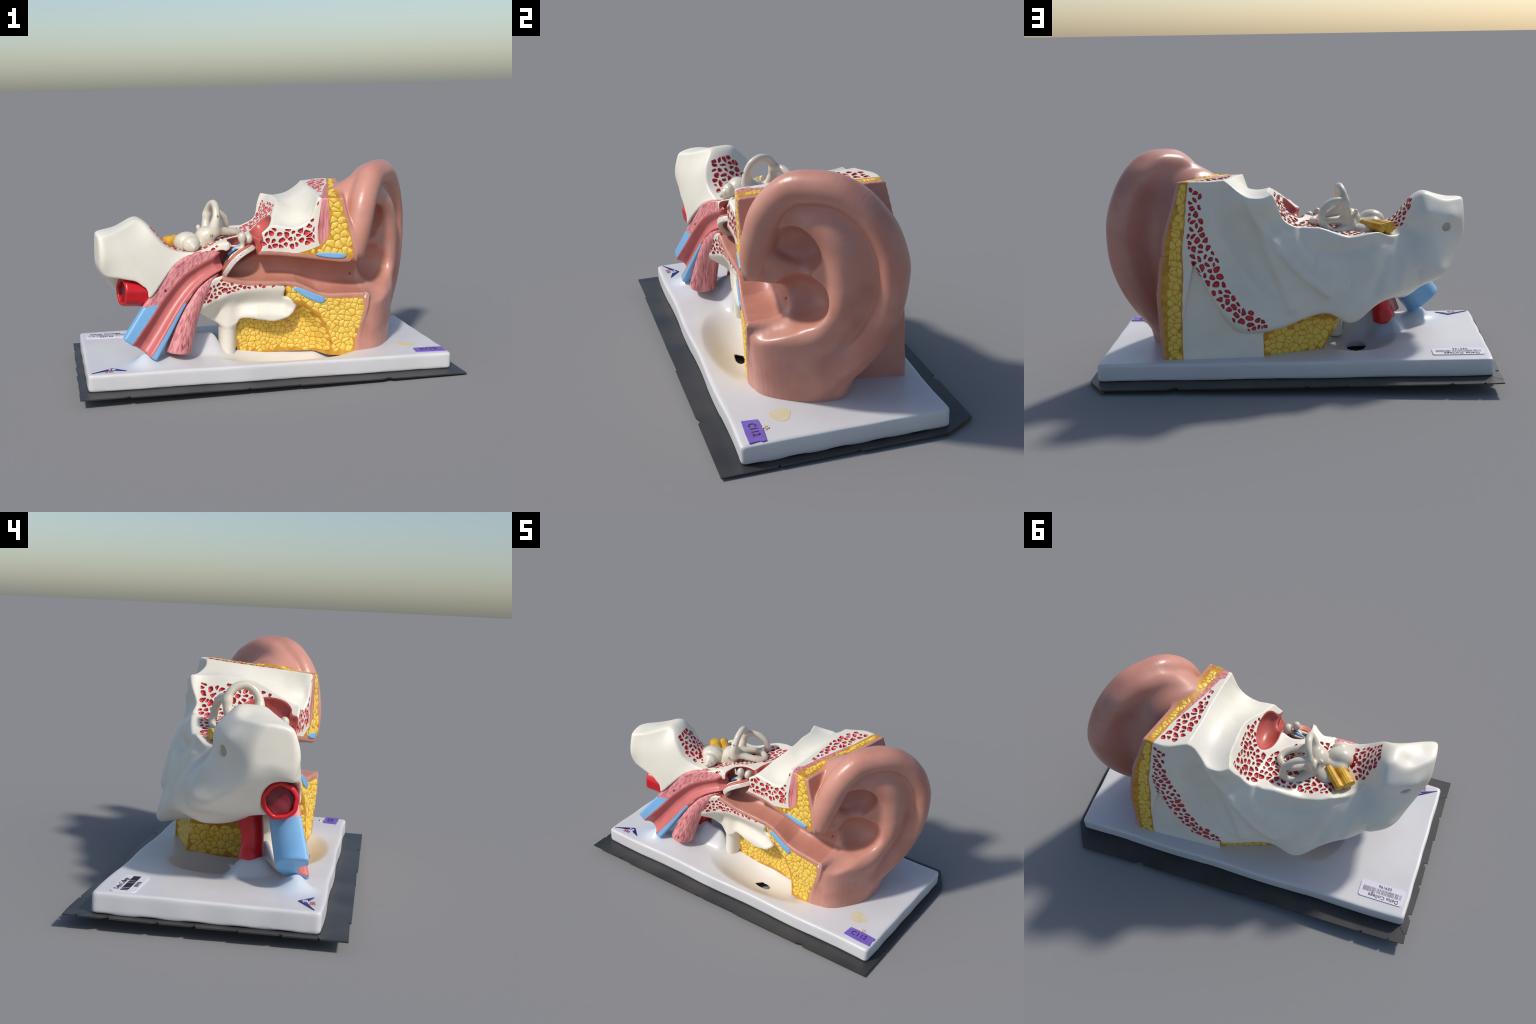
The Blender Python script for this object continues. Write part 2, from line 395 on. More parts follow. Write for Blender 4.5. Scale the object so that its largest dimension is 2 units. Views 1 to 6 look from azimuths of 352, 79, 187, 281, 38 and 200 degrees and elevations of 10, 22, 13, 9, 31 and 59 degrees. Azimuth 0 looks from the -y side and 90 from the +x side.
LOWBONE = catmull([(-.245, .42), (-.298, .39), (-.332, .354), (-.358, .317), (-.372, .27), (-.345, .225), (-.29, .185), (-.235, .16), (-.155, .160),
                   (-.135, .181), (-.091, .186), (-.022, .176), (.038, .167), (.099, .182), (.136, .204), (.156, .231), (.148, .264), (.119, .286),
                   (.091, .30), (.089, .355), (-.047, .365), (-.138, .377), (-.196, .402)], 3, True)
BAND = ([-.37, -.35, -.287, -.18, -.094, .0, .09, .16], [.262, .260, .283, .324, .336, .338, .33, .29])   # lower edge of the sawn face
def f_lowbone(X, Y, Z):
    st = lambda t: np.clip(t, 0, 1) ** 2 * (3 - 2 * np.clip(t, 0, 1))
    d = interp(X, *BAND) - Z
    A = interp(X, [-.35, -.2, -.05, .08, .15], [.062, .060, .042, .03, .012]); B = interp(X, [-.22, -.05, .1], [0, .032, .028])
    yf = -.223 - .38 * np.maximum(0, -.26 - X) + A * st((d + .01) / .09) - B * st((d - .07) / .07)
    f = smax(poly2(X, Z, LOWBONE), yf - Y, .014)
    return np.maximum(f, Y + .05 + .15 * np.maximum(0, -.25 - X))

def f_post(X, Y, Z):
    r = .044 + .006 * np.clip((Z - .10) / .1, 0, 1)
    f = np.sqrt((X + .192) ** 2 + ((Y + .115) * .72) ** 2) - r
    return np.maximum(f, np.maximum(Z - .28, -Z - .03))

TYMP = catmull([(-.09, -.15, .555, .062), (-.13, -.15, .53, .08), (-.2, -.165, .49, .072), (-.26, -.20, .462, .048), (-.34, -.26, .435, .028)], 4)
def f_tymp(X, Y, Z):
    return chain(X, Y, Z, TYMP)
def f_antrum(X, Y, Z):
    a = ellipsoid(X, Y, Z, (.0, -.07, .648), (.062, .110, .070))
    b = ellipsoid(X, Y, Z, (-.105, -.19, .585), (.088, .085, .085))
    return smin(a, b, .03)

# ------------------------------------------------------------------ the auricle
# s runs along the auricle from its front edge, n points out of its face
def ear_axes(X, Y):
    return (X - .45) * .66 + (Y + .29) * .751, (X - .45) * .751 - (Y + .29) * .66

EAR_OUT = catmull([(.0, .50), (.005, .60), (.03, .70), (.06, .78), (.10, .85), (.16, .91), (.232, .958), (.30, .974), (.371, .978), (.443, .963), (.523, .928),
                   (.576, .887), (.62, .84), (.655, .795), (.687, .727), (.710, .649), (.715, .585), (.706, .509), (.688, .43), (.658, .337), (.606, .238), (.541, .143),
                   (.47, .06), (.40, -.02), (.03, -.03), (.03, .15), (.03, .3)], 3, True)
HELIX = catmull([(.055, -.036, .53, .058), (.063, -.030, .59, .066), (.087, -.024, .68, .070), (.118, -.020, .765, .070), (.172, -.022, .838, .069), (.24, -.026, .888, .068),
                 (.32, -.030, .901, .067), (.402, -.035, .898, .066), (.474, -.041, .868, .064), (.537, -.045, .816, .060), (.587, -.047, .745, .057), (.623, -.049, .662, .055),
                 (.632, -.050, .584, .055), (.626, -.050, .489, .056), (.599, -.050, .40, .059), (.545, -.050, .30, .063), (.468, -.052, .21, .07), (.37, -.055, .13, .085)], 4)
ANTI = catmull([(.20, -.095, .765, .055), (.27, -.070, .757, .06), (.34, -.050, .743, .065), (.40, -.040, .708, .068), (.44, -.034, .64, .068), (.455, -.032, .56, .066), (.452, -.028, .475, .062),
                (.425, -.020, .395, .060), (.365, -.014, .325, .058), (.29, -.014, .292, .056), (.22, -.010, .268, .054), (.165, -.012, .242, .052), (.13, -.025, .20, .05)], 4)
CRUS = catmull([(.09, -.045, .60, .05), (.14, -.045, .570, .036), (.19, -.065, .550, .024), (.24, -.09, .540, .012)], 4)
NOTCH = catmull([(.24, .03, .38, .05), (.15, .06, .335, .045), (.07, .10, .30, .035), (.02, .13, .27, .02)], 4)
FOOT = catmull([(.45, -.26), (.524, -.271), (.598, -.235), (.672, -.14), (.712, -.04), (.69, .05), (.63, .115), (.57, .14), (.46, .1)], 4, True)

def f_ear(X, Y, Z):
    s, n = ear_axes(X, Y)
    p = poly2(s, Z, EAR_OUT)
    plate = smax(smax(p + .022, n + .018 + .015 * np.clip((s - .4) / .25, 0, 1), .03), -.130 - n, .07)
    f = smin(plate, chain(s, n, Z, ANTI), .08)
    bulge = ellipsoid(s, n, Z, (.22, -.17, .50), (.27, .14, .36))
    f = smin(f, bulge, .05)
    cavum = ellipsoid(s, n, Z, (.262, .012, .432), (.128, .125, .104))
    cymba = ellipsoid(s + .35 * (n + .03), n, Z - .15 * (s - .26), (.245, .0, .636), (.118, .106, .106))
    f = smax(f, -smin(cavum, cymba, .05), .022)
    f = smin(f, chain(s, n, Z, HELIX), .012)
    f = smin(f, chain(s, n, Z, CRUS), .02)
    col = poly2(X, Y, FOOT) - .05 * np.clip(Z, 0, .3)
    col = smax(col, Z - .30, .05)
    f = smin(f, np.maximum(col, -Z - .03), .06)
    f = smax(f, -chain(s, n, Z, NOTCH), .04)
    return smax(f, y_cut(X) - .001 - 1.0 * np.maximum(0, Z - .445) - Y, .03)

SOCKET = np.array([(-.88, -.245, .367, .088), (-.76, -.25, .364, .087), (-.70, -.25, .36, .082), (-.66, -.235, .36, .074)])   # bed of the artery
def f_hole(X, Y, Z):
    return ellipsoid(X, Y, Z, (-.75, -.02, .545), (.03, .03, .022))

# auditory tube: a gutter whose cut face lies in one slanting plane
A5 = np.array([(-.70, -.36, .132), (-.736, -.347, .145), (-.618, -.352, .066), (-.584, -.354, .031), (-.555, -.307, .306), (-.43, -.272, .311), (-.484, -.257, .44),
               (-.431, -.235, .469), (-.261, -.188, .535), (-.434, -.265, .415), (-.619, -.301, .298)])
cE = np.linalg.lstsq(np.c_[np.ones(len(A5)), A5[:, 0], A5[:, 2]], A5[:, 1], rcond=None)[0]
def tube_plane(x, z): return cE[0] + cE[1] * x + cE[2] * z
TP = catmull([(-.70, .035), (-.655, .09), (-.575, .195), (-.49, .31), (-.405, .40), (-.325, .45), (-.25, .48)], 4)
def tube_path(off, radii, shift=(0, 0)):
    r = np.interp(np.linspace(0, 1, len(TP)), np.linspace(0, 1, len(radii)), radii)
    sh = np.interp(np.linspace(0, 1, len(TP)), np.linspace(0, 1, len(shift)), shift)
    return np.array([(p[0] - .75 * h, tube_plane(p[0], p[1]) + off, p[1] + .66 * h, q) for p, q, h in zip(TP, r, sh)])
T_OUT = tube_path(.03, [.1, .1, .097, .092, .087, .076, .055], [.008, .010, .016, .024, .029, .025, .012])
T_GRV = tube_path(-.010, [.05, .048, .044, .040, .036, .031, .032])
T_GRV = np.vstack([T_GRV, [(-.21, -.175, .50, .04)]])

H = .005
LO = (-.90, -.36, -.02); HI = (.92, .44, 1.0)
X, Y, Z = grid(LO, HI, H)

def blend(F, fn, op, lo, hi, k):
    """combine a component with the field inside its own box only"""
    i = [max(0, int((l - g) / H)) for l, g in zip(lo, LO)]
    j = [int((u - g) / H) + 2 for u, g in zip(hi, LO)]
    sl = tuple(slice(a, b) for a, b in zip(i, j))
    d = fn(X[sl[0]], Y[:, sl[1]], Z[:, :, sl[2]]).astype(np.float32)
    F[sl] = smin(F[sl], d, k) if op == '+' else smax(F[sl], -d, k)
    return F

F = np.ascontiguousarray(np.broadcast_to(f_main(X, Y, Z), (X.shape[0], Y.shape[1], Z.shape[2])), np.float32)
F = blend(F, f_lowfat, '+', (-.45, -.36, -.02), (.70, .44, .42), .004)
F = blend(F, f_foot, '+', (.12, .0, -.02), (.70, .44, .6), .012)
F = blend(F, lambda x, y, z: smin(f_lowbone(x, y, z), f_post(x, y, z), .035), '+', (-.42, -.34, -.02), (.2, .0, .46), .002)
F = blend(F, f_ear, '+', (.36, -.36, -.02), (.92, .44, 1.0), .015)
F = blend(F, lambda x, y, z: np.maximum(np.maximum(f_canal(x, y, z) - .022, y_cut(x) - y), x - .43), '+', (-.27, -.36, .25), (.55, -.02, .58), .004)
F = blend(F, f_canal, '-', (-.25, -.36, .27), (.64, -.06, .56), .014)
F = blend(F, f_tymp, '-', (-.40, -.34, .38), (.04, -.03, .66), .014)
F = blend(F, f_antrum, '-', (-.24, -.30, .46), (.10, .08, .76), .010)
F = blend(F, lambda x, y, z: chain(x, y, z, T_OUT) + .003, '-', (-.80, -.36, .0), (-.2, -.05, .58), .006)
F = blend(F, f_hole, '-', (-.82, -.1, .48), (-.68, .06, .60), .015)
F = blend(F, lambda x, y, z: chain(x, y, z, SOCKET), '-', (-.90, -.36, .24), (-.55, -.12, .48), .02)
V, Q = surface_nets(np.ascontiguousarray(F, np.float32), LO, H)
V = relaxed(V, Q, 2)
del F

# keep only the big connected piece
def biggest(V, Q):
    lab = np.arange(len(V))
    while True:
        m = lab[Q].min(1); new = lab.copy()
        for k in range(4): np.minimum.at(new, Q[:, k], m)
        new = new[new]
        if (new == lab).all(): break
        lab = new
    u, c = np.unique(lab, return_counts=True); keep = u[c > 2000]
    ok = np.isin(lab[Q[:, 0]], keep); Q = Q[ok]
    u, inv = np.unique(Q, return_inverse=True)
    return V[u], inv.reshape(Q.shape)
V, Q = biggest(V, Q)

MUSCLE_FRONT = [(.282, .83), (.307, .83), (.317, .708), (.319, .64), (.309, .595), (.287, .567), (.268, .56), (.259, .589), (.257, .641), (.266, .716), (.273, .761)]
MUSCLE_TOP = [(.282, -.24), (.309, -.24), (.36, -.05), (.41, .11), (.437, .21), (.405, .12), (.335, -.06)]
BONE, FAT, MUSCLE, SKIN, CANAL, MUCOSA, EAR = range(7)

def classify(C):
    x, y, z = C[:, 0], C[:, 1], C[:, 2]
    r = np.full(len(C), BONE)
    fm = f_main(x, y, z); lf = f_lowfat(x, y, z)
    lb = np.minimum(f_lowbone(x, y, z), f_post(x, y, z)); ft = f_foot(x, y, z)
    r[(fm < .012) & (x > x_fat(y, z)) & (z > .36)] = FAT
    r[(x > x_fat(y, z)) & (y > .2)] = FAT
    r[(lf < .014) & (fm > .004) & (lb > .004) & ~((ft < .006) & (y > .24) & (x > .17))] = FAT
    r[(poly2(x, z, MUSCLE_FRONT) < 0) & (y < -.19)] = MUSCLE
    r[(poly2(x, y, MUSCLE_TOP) < 0) & (z > .79)] = MUSCLE
    xs = x_skin(y, z)
    r[(x > xs - .018) | ((r == BONE) & (x > .36) & (y < .25) & (z < .85) & (fm > .004))] = SKIN
    r[(r == BONE) & (x > .2) & (y < -.1) & (f_ear(x, y, z) < .02) & (fm > .002)] = SKIN
    s, n = ear_axes(x, y)
    r[(x > xs + .02) | ((f_ear(x, y, z) < .004) & (x > xs - .012))] = EAR
    r[((r == BONE) | (r == FAT)) & (x > .36) & (y > y_cut(x) + .012) & (y < .2) & (z < .77)] = EAR
    cn = f_canal(x, y, z)
    r[(cn < .0235) & (x > -.25) & (x < .5) & (y < .0) & (x < xs + .03) & (((x + .13) * .676 - (z - .47) * .736) > -.025)] = CANAL
    mu = np.minimum(f_tymp(x, y, z), f_antrum(x, y, z))
    r[(mu < .005) & (x < .12) & (cn > .004)] = MUCOSA
    return r

C = V[Q].mean(1)
region = classify(C)
V = split_regions(V, Q, region, None, None, 8)
TREE = BVHTree.FromPolygons([tuple(v) for v in V], [tuple(q) for q in Q.tolist()])

# ================================================================== pieces set into the cut faces
class Zone:
    """a flat window (axes u, v) through which pieces are laid on the body along d"""
    def __init__(self, u, v, d, poly, reg, back=.6):
        self.u, self.v, self.d = (np.array(a, float) / np.linalg.norm(a) for a in (u, v, d))
        self.poly = np.array(poly, float); self.reg = reg; self.back = back
    def point(self, p):
        return self.u * p[0] + self.v * p[1]
    def hit(self, p):
        o = self.point(p) - self.d * 1.5
        r = TREE.ray_cast(Vector(o), Vector(self.d))
        if r[0] is None: return None
        return np.array(r[0]), np.array(r[1]), r[2]

def clip_half(P, m, n):
    out = []
    for i in range(len(P)):
        a, b = P[i], P[(i + 1) % len(P)]
        da, db = (a - m) @ n, (b - m) @ n
        if da <= 0: out.append(a)
        if (da < 0) != (db < 0) and abs(da - db) > 1e-12: out.append(a + (b - a) * da / (da - db))
    return np.array(out) if len(out) > 2 else None

def inside(p, P):
    c = False
    for i in range(len(P)):
        a, b = P[i], P[i - 1]
        if (a[1] > p[1]) != (b[1] > p[1]) and p[0] < (b[0] - a[0]) * (p[1] - a[1]) / (b[1] - a[1]) + a[0]: c = not c
    return c

def tessellate(poly, step, rng, jitter=.42, aspect=1.):
    """irregular cells (Voronoi of a jittered grid) that fall inside a window"""
    lo, hi = poly.min(0) - step, poly.max(0) + step
    pts = []
    row = 0; y = lo[1]
    while y < hi[1]:
        x = lo[0] + (row % 2) * step / 2 * aspect
        while x < hi[0]:
            pts.append((x + rng.uniform(-jitter, jitter) * step * aspect, y + rng.uniform(-jitter, jitter) * step)); x += step * aspect
        y += step * .87; row += 1
    pts = np.array(pts); cells = []
    for i, p in enumerate(pts):
        d = np.linalg.norm(pts - p, axis=1)
        nb = np.argsort(d)[1:16]
        c = np.array([p + (-2 * step, -2 * step), p + (2 * step, -2 * step), p + (2 * step, 2 * step), p + (-2 * step, 2 * step)])
        for j in nb:
            c = clip_half(c, (p + pts[j]) / 2, pts[j] - p)
            if c is None: break
        if c is not None: cells.append(c)
    return cells

def clip_to(cell, poly):
    """clip a convex cell by the window's sides that it crosses (keeps the cell if it is inside)"""
    c0 = cell.mean(0)
    if not inside(c0, poly): return None
    area = sum(poly[i - 1][0] * poly[i][1] - poly[i][0] * poly[i - 1][1] for i in range(len(poly)))
    for i in range(len(poly)):
        a, b = poly[i - 1], poly[i]
        e = b - a; L = np.linalg.norm(e)
        if L < 1e-6: continue
        n = np.array([e[1], -e[0]]) / L * (1 if area > 0 else -1)
        if (c0 - a) @ n > 0: continue
        # only the part of this side near the cell counts
        t = (cell - a) @ e / L / L
        if t.max() < 0 or t.min() > 1 or ((cell - a) @ n).max() < 0: continue
        cell = clip_half(cell, a, n)
        if cell is None: return None
    return cell

def chaikin(P, it=2, q=.25):
    for _ in range(it):
        N2 = np.roll(P, -1, 0)
        P = np.stack([P * (1 - q) + N2 * q, P * q + N2 * (1 - q)], 1).reshape(-1, 2)
    return P

def poly_area(P):
    Q2 = np.roll(P, -1, 0); return .5 * abs((P[:, 0] * Q2[:, 1] - Q2[:, 0] * P[:, 1]).sum())

def patch(zone, P, rings, lumps=0., rng=None):
    """lay an outline on the body: rings of (scale, height above the surface)"""
    c = P.mean(0); n = len(P); Vp = []; Fp = []
    h0 = zone.hit(c)
    if h0 is None or region[h0[2]] != zone.reg: return None
    for k, (sc, hh) in enumerate(rings):
        for p in P:
            h = zone.hit(c + (p - c) * sc)
            if h is None or (region[h[2]] != zone.reg and sc < .75) or np.linalg.norm(h[0] - h0[0]) > .12: return None
            nn = .5 * h[1] + .5 * h0[1]; nn = nn / (np.linalg.norm(nn) + 1e-9)
            Vp.append(h[0] + nn * (hh + (rng.uniform(-1, 1) * lumps if rng is not None and 0 < k else 0)))
    Vp.append(h0[0] + h0[1] * (rings[-1][1] + (rng.uniform(-.5, 1.5) * lumps if rng is not None else 0)))
    for k in range(len(rings) - 1):
        for i in range(n):
            j = (i + 1) % n
            Fp.append((k * n + i, k * n + j, (k + 1) * n + j, (k + 1) * n + i))
    last = (len(rings) - 1) * n
    for i in range(n): Fp.append((last + i, last + (i + 1) % n, len(Vp) - 1))
    Vp = np.array(Vp)
    # face outwards
    a = np.cross(Vp[Fp[0][1]] - Vp[Fp[0][0]], Vp[Fp[0][2]] - Vp[Fp[0][0]])
    if a @ h0[1] < 0: Fp = [f[::-1] for f in Fp]
    return Vp, Fp, h0

# ---------------------------------------------------------------- marrow cells in the sawn bone
EX, EY, EZ = (1, 0, 0), (0, 1, 0), (0, 0, 1)
MARROW = [
    (Zone(EX, EZ, EY, [(-.035, .553), (.05, .541), (.14, .537), (.205, .547), (.247, .565), (.244, .634), (.25, .70), (.268, .79), (.257, .79), (.243, .72),
                       (.212, .677), (.17, .652), (.11, .646), (.05, .652), (.005, .655), (-.012, .62)], BONE), .036),
    (Zone(EX, EZ, EY, [(-.24, .405), (-.29, .38), (-.325, .345), (-.35, .30), (-.345, .272), (-.285, .292), (-.18, .333), (-.09, .343), (.08, .343), (.08, .356),
                       (-.047, .364), (-.138, .372), (-.2, .395)], BONE), .027),
    (Zone(EX, EY, (0, 0, -1), [(.30, -.17), (.30, .16), (.325, .215), (.37, .285), (.455, .295), (.405, .13), (.335, -.05)], BONE), .036),
    (Zone(EX, EZ, (0, -1, 0), [(.395, .82), (.402, .717), (.386, .611), (.338, .494), (.292, .358), (.252, .294), (.183, .238), (.085, .160), (.2, .139),
                               (.271, .185), (.313, .25), (.38, .333), (.429, .406), (.468, .47), (.478, .578), (.462, .825)], BONE), .037),
    (Zone(EY, (.7, 0, .7), (.7, 0, -.7), [(.235, .40), (.252, .582), (.1, .590), (.0, .590), (-.13, .522), (-.19, .472), (-.18, .45), (.0, .40)], BONE), .034),
    (Zone(EX, EY, (0, 0, -1), [(-.03, .205), (-.13, .205), (-.28, .172), (-.41, .142), (-.46, .03), (-.48, -.1), (-.43, -.15), (-.33, -.165), (-.25, -.14),
                               (-.16, -.075), (-.06, .02), (-.03, .1)], BONE), .034),
    (Zone(EY, (-.6, 0, .8), (-.8, 0, -.6), [(-.19, .70), (-.165, .885), (-.06, .912), (-.01, .83), (.02, .74), (-.05, .70)], BONE), .034),
    (Zone(EX, EZ, EY, [(-.365, .515), (-.30, .522), (-.24, .565), (-.25, .575), (-.31, .548), (-.365, .54)], BONE), .024),
]
rng = random.Random(11)
cells = []
for zone, step in MARROW:
    for c in tessellate(zone.poly, step * .92, rng, .45):
        c = clip_to(c, zone.poly)
        if c is None or len(c) < 3: continue
        m = c.mean(0)
        k = rng.uniform(.66, .93)
        a = rng.uniform(0, math.pi); st = rng.uniform(.72, 1.0)
        ax = np.array([math.cos(a), math.sin(a)])
        q = (c - m) * k
        q = q - np.outer(q @ ax, ax) * (1 - st)
        # uneven outline: pull some corners in
        q = q * np.array([[rng.uniform(.62, 1.12)] for _ in q])
        P = m + chaikin(q, 2)
        if poly_area(P) < 3.5e-5: continue
        cells.append((zone, P))

# refine the body's surface under the marrow windows, then sink it inside each cell
def window_faces(zone):
    C = V[Q].mean(1)
    n = np.cross(V[Q[:, 2]] - V[Q[:, 0]], V[Q[:, 3]] - V[Q[:, 1]]); n /= np.linalg.norm(n, axis=1, keepdims=True) + 1e-12
    uv = np.stack([C @ zone.u, C @ zone.v], 1)
    lo, hi = zone.poly.min(0) - .01, zone.poly.max(0) + .01
    m = (region == zone.reg) & (n @ zone.d < -.25) & (uv > lo).all(1) & (uv < hi).all(1)
    return m

def subdivide(V, Q, region, m):
    S = Q[m]; n0 = len(V)
    E = np.sort(np.concatenate([S[:, [0, 1]], S[:, [1, 2]], S[:, [2, 3]], S[:, [3, 0]]]), 1)
    u, inv = np.unique(E[:, 0] * n0 + E[:, 1], return_inverse=True)
    mid = .5 * (V[u // n0] + V[u % n0]); cen = V[S].mean(1)
    k = len(S); e = [n0 + inv[i * k:(i + 1) * k] for i in range(4)]
    c = n0 + len(u) + np.arange(k)
    newQ = np.concatenate([np.stack([S[:, i], e[i], c, e[i - 1]], 1) for i in range(4)])
    V = np.concatenate([V, mid, cen]); r = region[m]
    return V, np.concatenate([Q[~m], newQ]), np.concatenate([region[~m], r, r, r, r])

ORIG_REGION = region
patches = []
for zone, P in cells:
    big = poly_area(P) > 1.6e-4
    rings = [(1.0, .0008), (.84, -.004), (.5, -.0065)] if big else [(1.0, .0008), (.75, -.0012), (.4, -.002)]
    pt = patch(zone, P, rings, .0016 if big else .0006, rng)
    if pt is not None: patches.append((zone, P, pt, poly_area(P)))
win = np.zeros(len(Q), bool)
for zone, step in MARROW: win |= window_faces(zone)
V, Q, region2 = subdivide(V, Q, region, win)
NB = vnormals(V, Q)
sink = np.zeros(len(V))
for zone, P, pt, ar in patches:
    n = NB @ zone.d < -.2
    uv = np.stack([V @ zone.u, V @ zone.v], 1)
    lo, hi = P.min(0), P.max(0)
    idx = np.where(n & (uv > lo).all(1) & (uv < hi).all(1) & (np.linalg.norm(V - pt[2][0], axis=1) < .08))[0]
    if not len(idx): continue
    d = poly2(uv[idx, 0], uv[idx, 1], P)
    deep = -.012 if ar > 1.6e-4 else -.006
    sink[idx] = np.minimum(sink[idx], np.where(d < -.0006, deep, 0))
V = V + NB * sink[:, None]

NRM = vnormals(V, Q)
parts = emit_regions(V, Q, region2, {BONE: ('temporal_bone', M['bone']), FAT: ('fat_layer', M['fatbase']), MUSCLE: ('temporal_muscle', M['muscle']),
                                     SKIN: ('skin_layer', M['skin']), CANAL: ('ear_canal', M['canal']), MUCOSA: ('middle_ear_lining', M['mucosa']),
                                     EAR: ('auricle', M['skin'])}, NRM)

def lay(patches, name, mat, parent, limit=290):
    patches = sorted(patches, key=lambda p: -p[3])
    for zone, P, (Vp, Fp, h), ar in patches[:limit]:
        ragged_object(name, Vp, Fp, mat, parent)
    rest = patches[limit:]
    if rest:
        AV, AF = [], []
        for zone, P, (Vp, Fp, h), ar in rest:
            o = len(AV); AV += list(Vp); AF += [tuple(i + o for i in f) for f in Fp]
        ob = ragged_object('small_' + name, AV, AF, mat, parent); ob['kind'] = 'stuff'
lay(patches, 'marrow_cell', M['marrow'], parts['temporal_bone'])

# ---------------------------------------------------------------- fat lobules
FATZ = [
    (Zone(EX, EZ, EY, [(.311, .80), (.366, .80), (.391, .726), (.421, .613), (.441, .53), (.425, .50), (.30, .508), (.18, .524), (.224, .538), (.265, .556), (.292, .566),
                       (.315, .6), (.322, .64), (.319, .745)], FAT), .040),
    (Zone(EX, EZ, EY, [(.093, .35), (.14, .352), (.19, .335), (.25, .305), (.3, .287), (.35, .282), (.5, .284), (.512, .268), (.497, .216), (.471, .115), (.455, .066), (.44, .0),
                       (.335, .0), (.329, .07), (.309, .14), (.264, .208), (.213, .245), (.15, .275), (.1, .29)], FAT), .034),
    (Zone(EX, EZ, EY, [(-.15, -.03), (.325, -.03), (.32, .08), (.29, .15), (.24, .21), (.17, .25), (.12, .24), (.12, .19), (.04, .165), (-.09, .18), (-.15, .18)], FAT), .030),
    (Zone(EX, EZ, (0, -1, 0), [(.502, .838), (.53, .72), (.558, .58), (.583, .365), (.592, .18), (.594, .0), (.524, 0), (.528, .088), (.520, .27), (.507, .435), (.507, .54),
                               (.492, .63), (.474, .835)], FAT), .036),
    (Zone(EX, EY, (0, 0, -1), [(.315, -.228), (.362, -.228), (.497, .30), (.472, .30)], FAT), .030),
    (Zone(EX, EZ, (0, -1, 0), [(-.13, .005), (-.21, .15), (-.05, .18), (.05, .15), (.16, .13), (.16, .005)], FAT), .038),
    (Zone(EY, EZ, EX, [(.225, .0), (.205, .15), (0, .15), (-.1, .12), (-.1, .0)], FAT), .036),
]
rng = random.Random(5)
lob = []
for zone, step in FATZ:
    for c in tessellate(zone.poly, step * .88, rng, .52):
        c = clip_to(c, zone.poly)
        if c is None or len(c) < 3: continue
        m = c.mean(0)
        q = m + (c - m) * (1 - .0011 / math.sqrt(poly_area(c) + 1e-9) - rng.uniform(.0, .035))
        P = chaikin(q, 2, .18)
        if poly_area(P) < 3e-5: continue
        s = min(1, math.sqrt(poly_area(P)) / .03)
        pt = patch(zone, P, [(1.0, .0004), (.88, .0020 * s), (.5, .0036 * s)], .0008, rng)
        if pt is not None: lob.append((zone, P, pt, poly_area(P)))
lay(lob, 'fat_lobule', M['fat'], parts['fat_layer'])

# blue cartilage seen in section above and below the canal
for outline in ([(.246, .518), (.272, .524), (.33, .522), (.385, .519), (.405, .508), (.395, .492), (.324, .495), (.257, .506)],
                [(.136, .345), (.155, .347), (.19, .334), (.25, .307), (.296, .292), (.301, .272), (.283, .257), (.23, .275), (.155, .32), (.136, .333)]):
    P = chaikin(np.array(outline), 2)
    for reg in (FAT, CANAL):
        region_backup = region
        region = np.full(len(region), FAT)
        pt = patch(Zone(EX, EZ, EY, outline, FAT), P, [(1.0, -.001), (1.0, .005), (.9, .0068), (.5, .0068)])
        region = region_backup
        break
    if pt: ragged_object('canal_cartilage', pt[0], pt[1], M['blue'])

# ================================================================== auditory tube
def f_tube(X, Y, Z):
    f = chain(X, Y, Z, T_OUT)
    f = smax(f, tube_plane(X, Z) - Y, .008)
    f = smax(f, (-.66 - X) * .6 + (.088 - Z) * .8, .012)
    f = smax(f, -chain(X, Y, Z, T_GRV), .010)
    return f
h = .004; lo = (-.80, -.42, .0); hi = (-.20, -.10, .58)
gx, gy, gz = grid(lo, hi, h)
tv, tq = surface_nets(np.ascontiguousarray(f_tube(gx, gy, gz), np.float32), lo, h)
tv = relaxed(tv, tq, 2)
C = tv[tq].mean(1); x, y, z = C.T
seg = np.array(TP); best = np.full(len(C), 9.); side = np.zeros(len(C))
for p, q in zip(seg[:-1], seg[1:]):
    v = q - p; t = np.clip(((x - p[0]) * v[0] + (z - p[1]) * v[1]) / (v @ v), 0, 1)
    dx, dz = x - p[0] - t * v[0], z - p[1] - t * v[1]; d = np.hypot(dx, dz)
    s = np.sign(v[0] * dz - v[1] * dx); b = d < best; best[b] = d[b]; side[b] = s[b]
PD = best * side
gr = chain(x, y, z, T_GRV)
treg = np.full(len(C), 1)                                       # blue
up = (PD > 0) & (z > .298 + .13 * (x + .619) - .25 * np.maximum(0, x + .6) * 0)
treg[up] = 2
treg[(PD <= 0) & (z > .30)] = 2
treg[(gr < .006) | ((gr < .012) & (y < tube_plane(x, z) + .012))] = 0
tv = split_regions(tv, tq, treg, None, None, 8)
tn = vnormals(tv, tq)
def fibre(name, rot):
    m = material(name, srgb(160, 66, 72), srgb(226, 148, 148), scale=44, detail=4, rough=.45, bump=.7, bump_scale=75, stretch=(2.4, 2.4, .25), lo=.28, hi=.58)
    for nd in m.node_tree.nodes:
        if nd.type == 'MAPPING':
            nd.vector_type = 'TEXTURE'; nd.inputs['Scale'].default_value = (1 / 2.4, 1 / 2.4, 4.); nd.inputs['Rotation'].default_value = rot
    return m
M['fibre'] = fibre('tensor_muscle_paint', (0, math.radians(38), 0))
M['fibre2'] = fibre('levator_muscle_paint', (0, math.radians(18), 0))
